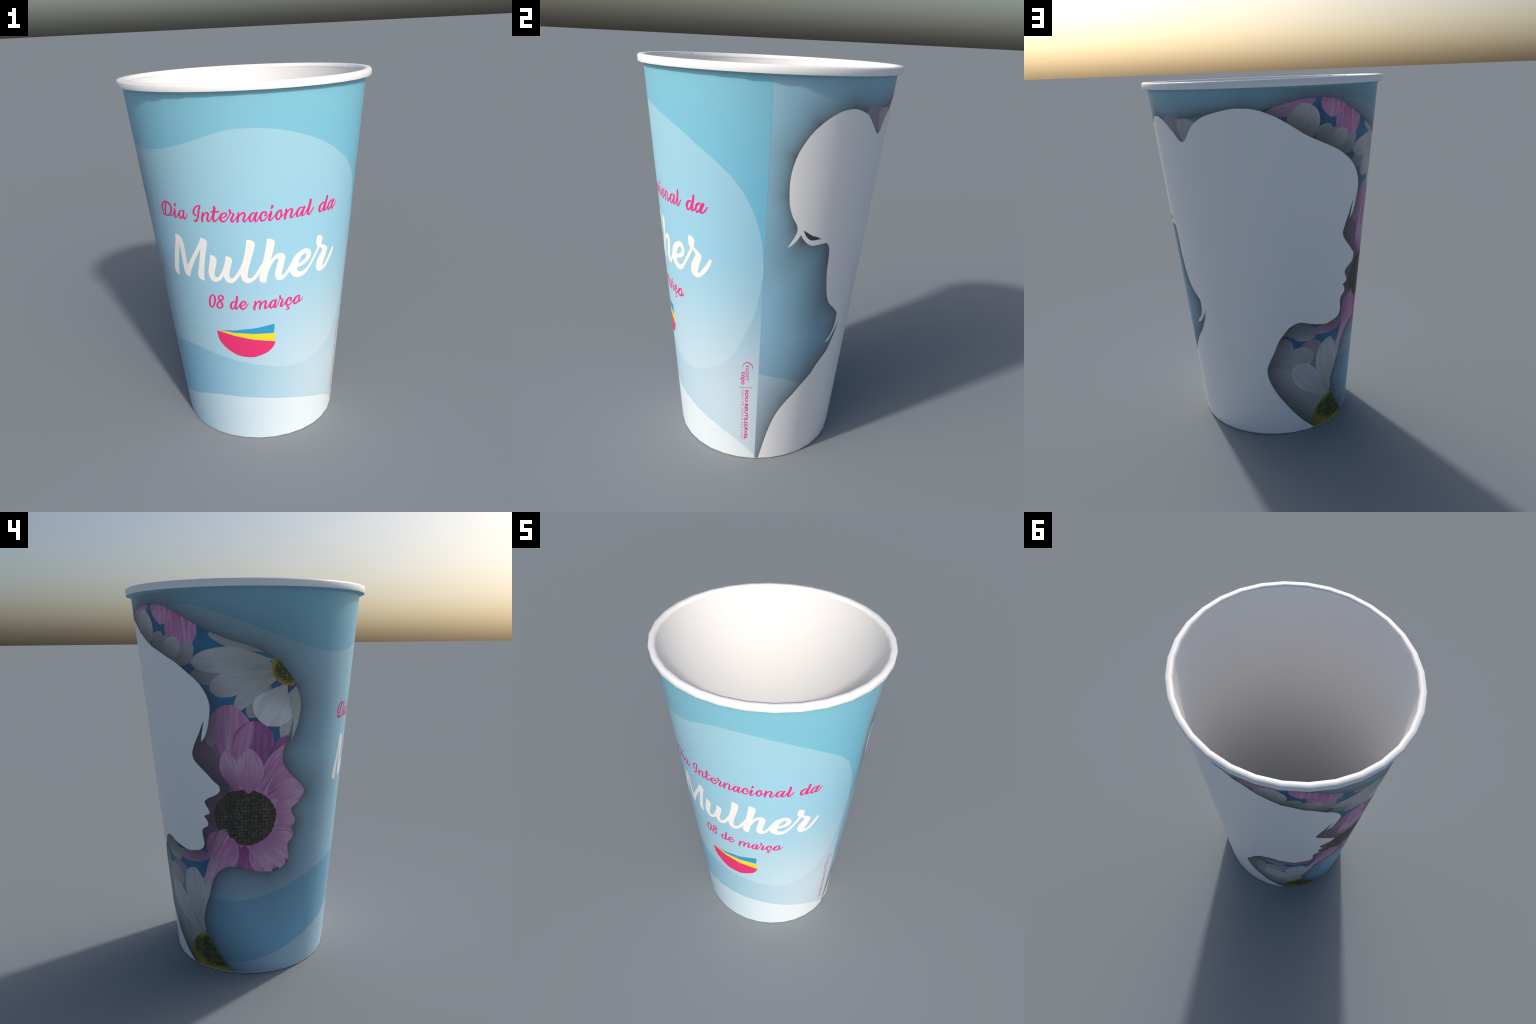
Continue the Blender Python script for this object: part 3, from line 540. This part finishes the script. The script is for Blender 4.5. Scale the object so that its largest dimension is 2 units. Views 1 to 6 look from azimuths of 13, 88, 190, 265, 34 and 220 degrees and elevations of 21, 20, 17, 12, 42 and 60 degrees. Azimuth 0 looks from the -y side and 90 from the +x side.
def wrap_material(shadow):
    """Blue fields: a sky gradient, a pale wave laid over it, a near-white foot wave, and the
    soft grey drop shadow printed round the cut-out figures."""
    n = Nodes("printed_blue_waves", 0.5)
    a, z = n.print_place()
    x = n.math("DIVIDE", n.math("SUBTRACT", a, 90.0), 360.0)
    half = lambda pts: [((p[0] - 90) / 360, p[1] / 2) for p in pts]
    h = n.math("DIVIDE", z, 2.0)
    top, low, foot = (n.curve(x, half(p)) for p in (PALE_TOP, PALE_FOOT, FOOT_FIELD))
    edge = lambda lo, hi: n.smooth(n.math("SUBTRACT", hi, lo), -0.0008, 0.0008)
    pale = n.math("MULTIPLY", edge(h, top), edge(low, h))
    base = edge(h, foot)
    sky = n.ramp(h, SKY)
    round_front = n.smooth(a, 300.0, 455.0)                 # the print fades lighter towards its lower front end
    glow = n.math("MULTIPLY", n.math("MULTIPLY", round_front, n.smooth(z, 0.35, 1.25, 1.0, 0.0)), 0.68)
    sky = n.mix(glow, sky, GLOW_COLOUR)
    sky = n.mix(n.smooth(a, 130.0, 425.0, 0.50, 0.0), sky, HAIR_SIDE_COLOUR)
    colour = n.mix(n.math("MULTIPLY", pale, PALE_ALPHA), sky, PALE_COLOUR)
    foot_alpha = n.math("MULTIPLY_ADD", round_front, 0.45, 0.30)
    colour = n.mix(n.math("MULTIPLY", base, foot_alpha), colour, FOOT_COLOUR)
    g = n.add("ShaderNodeGroup")
    g.node_tree = shadow
    d = g.outputs[0]
    tight = n.math("MULTIPLY", n.smooth(z, 1.10, 1.45), n.smooth(a, 165.0, 235.0, 1.0, 0.0))   # the shadow is narrower round the hair
    reach = n.math("MULTIPLY_ADD", tight, 0.105, -0.18)
    wide = n.math("MULTIPLY", n.math("EXPONENT", n.math("DIVIDE", d, reach)), 0.75)
    near = n.math("MULTIPLY", n.math("EXPONENT", n.math("DIVIDE", d, -0.02)), 0.14)
    colour = n.mix(n.math("ADD", wide, near, clamp=True), colour, SHADOW_COLOUR)
    return n.finish(colour)


# linear base colours
SKY = [(0.0, (0.17, 0.47, 0.68)), (0.25, (0.165, 0.47, 0.68)), (0.60, (0.175, 0.55, 0.78)), (0.95, (0.22, 0.56, 0.71))]
HAIR_SIDE_COLOUR = (0.42, 0.62, 0.78)
GLOW_COLOUR = (0.86, 0.92, 0.95)
PALE_COLOUR, PALE_ALPHA = (0.74, 0.90, 0.96), 0.28
FOOT_COLOUR = (0.90, 0.95, 0.98)
SHADOW_COLOUR = (0.09, 0.09, 0.10)
INK_PINK = (0.78, 0.028, 0.24)
ICON = {"blue": (0.025, 0.34, 0.66), "yellow": (0.85, 0.72, 0.02), "magenta": (0.78, 0.03, 0.17)}
# petal kinds: (colour at the base, colour at the tip, streak colour, strength of the streaks)
PETAL_KINDS = {
    "bright_white": ((0.42, 0.42, 0.38), (0.78, 0.78, 0.78), (0.50, 0.48, 0.53), 0.45),
    "white": ((0.40, 0.42, 0.34), (0.55, 0.55, 0.56), (0.40, 0.39, 0.44), 0.42),
    "grey": ((0.34, 0.35, 0.32), (0.40, 0.41, 0.42), (0.31, 0.30, 0.34), 0.42),
    "mauve_grey": ((0.20, 0.18, 0.22), (0.33, 0.29, 0.36), (0.22, 0.17, 0.24), 0.6),
    "pink": ((0.40, 0.12, 0.30), (0.60, 0.22, 0.47), (0.62, 0.42, 0.56), 0.8),
    "pale_pink": ((0.48, 0.20, 0.42), (0.66, 0.42, 0.58), (0.52, 0.20, 0.44), 0.75),
    "purple": ((0.30, 0.045, 0.22), (0.42, 0.14, 0.37), (0.26, 0.06, 0.24), 0.8),
    "mauve": ((0.22, 0.10, 0.18), (0.26, 0.17, 0.24), (0.20, 0.10, 0.18), 0.5),
}


STREAKS = {"white": 4.5, "grey": 4.0, "bright_white": 4.0, "mauve": 4.0}   # fewer, broader folds on these


def petal_material(name, kind, dim):
    base, tip, streak, strength = PETAL_KINDS[kind]
    n = Nodes(name, 0.5)
    tc = n.add("ShaderNodeTexCoord")
    xyz = n.add("ShaderNodeSeparateXYZ")
    n.link(tc.outputs["Generated"], xyz.inputs[0])
    along, across = xyz.outputs[0], xyz.outputs[1]
    place = n.add("ShaderNodeCombineXYZ")
    n.link(n.math("MULTIPLY", along, 0.9), place.inputs[0])
    n.link(n.math("MULTIPLY", across, STREAKS.get(kind, 7.0)), place.inputs[1])
    n.link(n.math("MULTIPLY", n.add("ShaderNodeObjectInfo").outputs["Random"], 40.0), place.inputs[2])
    veins = n.smooth(n.noise(place.outputs[0], 1.6, 3.0, 0.6), 0.40, 0.68)
    colour = n.mix(n.smooth(along, 0.05, 0.75), base, tip)
    colour = n.mix(n.math("MULTIPLY", veins, strength), colour, streak)
    side = n.math("ABSOLUTE", n.math("SUBTRACT", across, 0.5))
    colour = n.mix(n.smooth(side, 0.30, 0.52, 0.0, 0.35), colour, tuple(min(1, 1.15 * c) for c in tip))
    if dim:
        g = n.add("ShaderNodeGroup")
        g.node_tree = dim
        colour = n.mix(n.smooth(g.outputs[0], -0.03, 0.15, 0.78, 0.0), colour, (0.055, 0.058, 0.065))
    return n.finish(colour)


def heart_material(name, ground, rim_colour, seed_colour, scale, dim):
    """Flower heart: packed seeds as Voronoi cells, paler towards the rim."""
    n = Nodes(name, 0.6)
    tc = n.add("ShaderNodeTexCoord")
    v = n.add("ShaderNodeTexVoronoi")
    v.inputs["Scale"].default_value = scale
    v.inputs["Randomness"].default_value = 0.45
    n.link(tc.outputs["Object"], v.inputs["Vector"])
    seeds = n.smooth(v.outputs["Distance"], 0.18, 0.58, 1.0, 0.0)
    off = n.vec("SUBTRACT", tc.outputs["Generated"], (0.5, 0.5, 0.5))
    flat = n.vec("MULTIPLY", off, (2.0, 2.0, 0.0))
    r = n.vec("LENGTH", flat, out=1)
    patch = n.noise(tc.outputs["Object"], 14.0)
    ring = n.smooth(n.math("ADD", r, n.math("MULTIPLY", n.math("SUBTRACT", patch, 0.5), 0.5)), 0.66, 0.98)
    colour = n.mix(n.math("MULTIPLY", seeds, 0.8), ground, n.mix(ring, seed_colour, rim_colour))
    colour = n.mix(n.math("MULTIPLY", ring, HEART_RIM[name]), colour, rim_colour)
    g = n.add("ShaderNodeGroup")
    g.node_tree = dim
    colour = n.mix(n.smooth(g.outputs[0], -0.03, 0.12, 0.75, 0.0), colour, (0.04, 0.042, 0.045))
    return n.finish(colour)


HEART_RIM = {"yellow_heart": 0.75, "dark_heart": 0.12}


def backdrop_material(dim):
    n = Nodes("deep_blue_ground", 0.5)
    c = n.noise(n.add("ShaderNodeTexCoord").outputs["Object"], 5.0)
    colour = n.mix(n.smooth(c, 0.35, 0.65), (0.035, 0.10, 0.20), (0.035, 0.19, 0.34))
    g = n.add("ShaderNodeGroup")
    g.node_tree = dim
    colour = n.mix(n.smooth(g.outputs[0], -0.03, 0.12, 0.6, 0.0), colour, (0.04, 0.05, 0.06))
    return n.finish(colour)


# ------------------------------------------------------------------ build
def spine_frame(base, tip):
    """Local axes of a petal: x along it, y across it, z out of the cup."""
    o, t = on_cup(*base, 0), on_cup(*tip, 0)
    z = cup_normal(0.5 * (base[0] + tip[0]))
    x = (t - o)
    x = (x - z * x.dot(z)).normalized()
    y = z.cross(x)
    return Matrix(((x.x, y.x, z.x, o.x), (x.y, y.y, z.y, o.y), (x.z, y.z, z.z, o.z), (0, 0, 0, 1)))


def side_writing(text, start, end, base_angle, cap_angle, lift, name, parent, material, bold=0.0, caps=True):
    """A line of plain lettering that runs down the cup beside the glue seam."""
    cu = bpy.data.curves.new(name, "FONT")
    cu.body = text
    cu.size = 1.0
    cu.offset = bold
    cu.resolution_u = 3
    obj = bpy.data.objects.new(name, cu)
    bpy.context.collection.objects.link(obj)
    bpy.context.view_layer.update()
    mesh = obj.evaluated_get(bpy.context.evaluated_depsgraph_get()).to_mesh()
    verts = [v.co.copy() for v in mesh.vertices]
    faces = [tuple(p.vertices) for p in mesh.polygons]
    bpy.data.objects.remove(obj)
    bpy.data.curves.remove(cu)
    lo, hi = min(v.x for v in verts), max(v.x for v in verts)
    tall = 0.729 if caps else 0.54                      # height of a capital, or of a small x, at size 1
    flat = [(base_angle + (cap_angle - base_angle) * v.y / tall, start + (end - start) * (v.x - lo) / (hi - lo), lift) for v in verts]
    return lay_on_cup(name, [(flat, faces)], material, parent)


def build():
    cup = bpy.data.objects.new("paper_cup", None)
    bpy.context.collection.objects.link(cup)
    cup["label"] = "tall tapering white paper cup with blue printed wrap, lettering, woman's profile and flowers"
    cup["category"] = "paper cup"

    paper = paper_material("white_coated_paper", PAPER_WHITE)
    lining = paper_material("white_paper_lining", LINING_WHITE)
    wall = LAYER
    inner = lambda z: radius(z) - 0.0102
    z_floor = FLOOR_Z
    revolve("cup_wall", [(inner(0) - 0.002, 0.0), (R_FOOT - wall, 0.0), (radius(Z_TOP) - wall, Z_TOP), (radius(1.985) - wall, 1.985)], paper, cup)
    revolve("inner_wall", [(inner(1.993), 1.993), (inner(1.0), 1.0), (inner(z_floor), z_floor)], lining, cup)
    revolve("floor", [(inner(z_floor), z_floor), (0.2, z_floor), (0.02, z_floor)], lining, cup, hub=True)
    revolve("foot_ring", [(inner(0) - 0.002, 0.0), (inner(z_floor) - 0.002, z_floor - 0.002)], paper, cup)
    revolve("rim", [(0.6603, 1.9665), (0.6618, 1.9720), (0.6628, 1.9925), (0.6580, 2.0000), (0.6400, 2.0000), (0.6270, 1.9990), (inner(1.980) - 0.001, 1.9800)], paper, cup, sharp=80)
    revolve("rim_underside", [(R_TOP - 0.002, 1.9585), (0.6603, 1.9665)], plain("blue_ink_under_rim", SKY[-1][1]), cup)

    shadow = distance_group("distance_to_cut_out", SHADOW_LINE)
    dim = distance_group("distance_to_face", FACE_EDGE)

    wrap_loop = smooth_loop(SECOND_PROFILE + WRAP_CORNERS, 5)
    wrap = lay_on_cup("printed_wrap", [polygon([wrap_loop], 0.0)], wrap_material(shadow), cup)

    ground = lay_on_cup("flower_ground", [([(178, .004, -LAYER + 2e-4), (303, .004, -LAYER + 2e-4), (303, 1.94, -LAYER + 2e-4), (178, 1.94, -LAYER + 2e-4)], [(0, 1, 2, 3)])],
                        backdrop_material(dim), cup)
    kinds = {k: petal_material(k + "_petal", k, dim) for k in PETAL_KINDS}
    notch_kinds = {k: petal_material(k + "_petal_in_shade", k, None) for k in ("grey", "mauve_grey")}
    yellow = heart_material("yellow_heart", (0.045, 0.055, 0.025), (0.44, 0.33, 0.03), (0.22, 0.23, 0.045), 70.0, dim)
    dark = heart_material("dark_heart", (0.040, 0.038, 0.034), (0.16, 0.085, 0.03), (0.15, 0.15, 0.055), 58.0, dim)

    def put_petal(spec, lift, mats, parent):
        kind, base, middle, tip, width, widest = spec
        patch = petal_shape(base, middle, tip, width, widest, lift, 0.55 if "white" in kind or "grey" in kind else 0.72)
        return lay_on_cup("petal", [patch], mats[kind], parent, spine_frame(base, tip))

    def put_heart(spec, lift, mat):
        a, z, da, dz = spec
        count = 120
        loop = [(a + da * (1 + 0.015 * math.sin(7 * t) + 0.012 * math.sin(31 * t)) * math.cos(t), max(z + dz * (1 + 0.015 * math.cos(9 * t) + 0.012 * math.sin(31 * t)) * math.sin(t), 0.004), 1)
                for t in (2 * math.pi * i / count for i in range(count))]
        o, zz = on_cup(a, z), cup_normal(a)
        x = Vector((0, 0, 1)).cross(zz).normalized()
        y = zz.cross(x)
        frame = Matrix(((x.x, y.x, zz.x, o.x), (x.y, y.y, zz.y, o.y), (x.z, y.z, zz.z, o.z), (0, 0, 0, 1)))
        return lay_on_cup("flower_heart", [polygon([[p[:2] for p in loop]], lift)], mat, ground, frame)

    lift = -LAYER + 2.4e-4
    for i, spec in enumerate(PETALS):
        put_petal(spec, lift + 2e-5 * i, kinds, ground)
        if i == HEART_AFTER["daisy"]:
            put_heart(YELLOW_HEARTS[0], lift + 2e-5 * i + 1e-5, yellow)
        if i == HEART_AFTER["cosmos"]:
            put_heart(DARK_HEART, lift + 2e-5 * i + 1e-5, dark)
    put_heart(YELLOW_HEARTS[1], lift + 2e-5 * len(PETALS) + 1e-5, yellow)
    for i, spec in enumerate(NOTCH_PETALS):
        put_petal(spec, 5e-5 + 4e-5 * i, notch_kinds, wrap)

    face = lay_on_cup("face_silhouette", [polygon([smooth_loop(FACE, 5)], 1.6e-4)], paper, cup)
    lay_on_cup("lash_patch", [polygon([smooth_loop(LASH, 4)], 2.2e-4)], plain("dark_lash_ink", (0.05, 0.053, 0.056)), face)  # dark patch laid on the white face in place of a cut-out lash opening

    pink = plain("pink_ink", INK_PINK, 0.5)
    white_ink = plain("white_ink", (0.93, 0.92, 0.91), 0.5)
    for i, (_, strokes) in enumerate(BRUSH_LETTERS):
        lay_on_cup("letter", [brush(s, 1.0e-4 + 1.5e-4 * (i % 2) + 7e-5 * j) for j, s in enumerate(strokes)], pink, wrap)
    for i, (_, loops) in enumerate(OUTLINE_LETTERS):
        lay_on_cup("letter", [polygon([smooth_loop(l, 6) for l in loops], 1.2e-4 + 3e-5 * i)], white_ink, wrap)
    for i, (hue, loop) in enumerate(BOWL_ICON.items()):
        lay_on_cup("bowl_icon", [polygon([smooth_loop(loop, 5)], 1.0e-4 + 5e-5 * i)], plain(hue + "_ink", ICON[hue]), wrap)

    side_writing("super", 0.593, 0.496, 82.35, 84.6, 1.2e-4, "side_writing", wrap, pink, 0.0, caps=False)
    side_writing("copo", 0.550, 0.474, 79.85, 82.0, 1.2e-4, "side_writing", wrap, pink, 0.025, caps=False)
    side_writing("SOU REUTILIZÁVEL", 0.444, 0.123, 82.35, 84.35, 1.2e-4, "side_writing", wrap, pink, 0.042)
    pale_pink = plain("thin_pink_ink", (0.68, 0.09, 0.32))
    side_writing("NÃO ME JOGUE NO LIXO", 0.443, 0.124, 79.95, 81.88, 1.2e-4, "side_writing", wrap, pale_pink, -0.012)
    lay_on_cup("side_rule", [brush([(78.3, .457, 3.0), (82.3, .4575, 3.2), (86.3, .458, 3.4)], 1.2e-4)], pink, wrap)
    lay_on_cup("side_crescent", [brush([(81.0, .564, 0.8), (80.4, .579, 1.6), (80.8, .593, 3), (81.95, .604, 4.5), (83.37, .608, 5.5), (84.97, .603, 5.5),
                                        (86.0, .592, 4.5), (86.3, .580, 3.2), (85.95, .566, 1.6), (85.4, .559, 0.8)], 1.2e-4)], pink, wrap)


FLOOR_Z = 0.04
HEART_AFTER = {"daisy": 22, "cosmos": 42}
build()
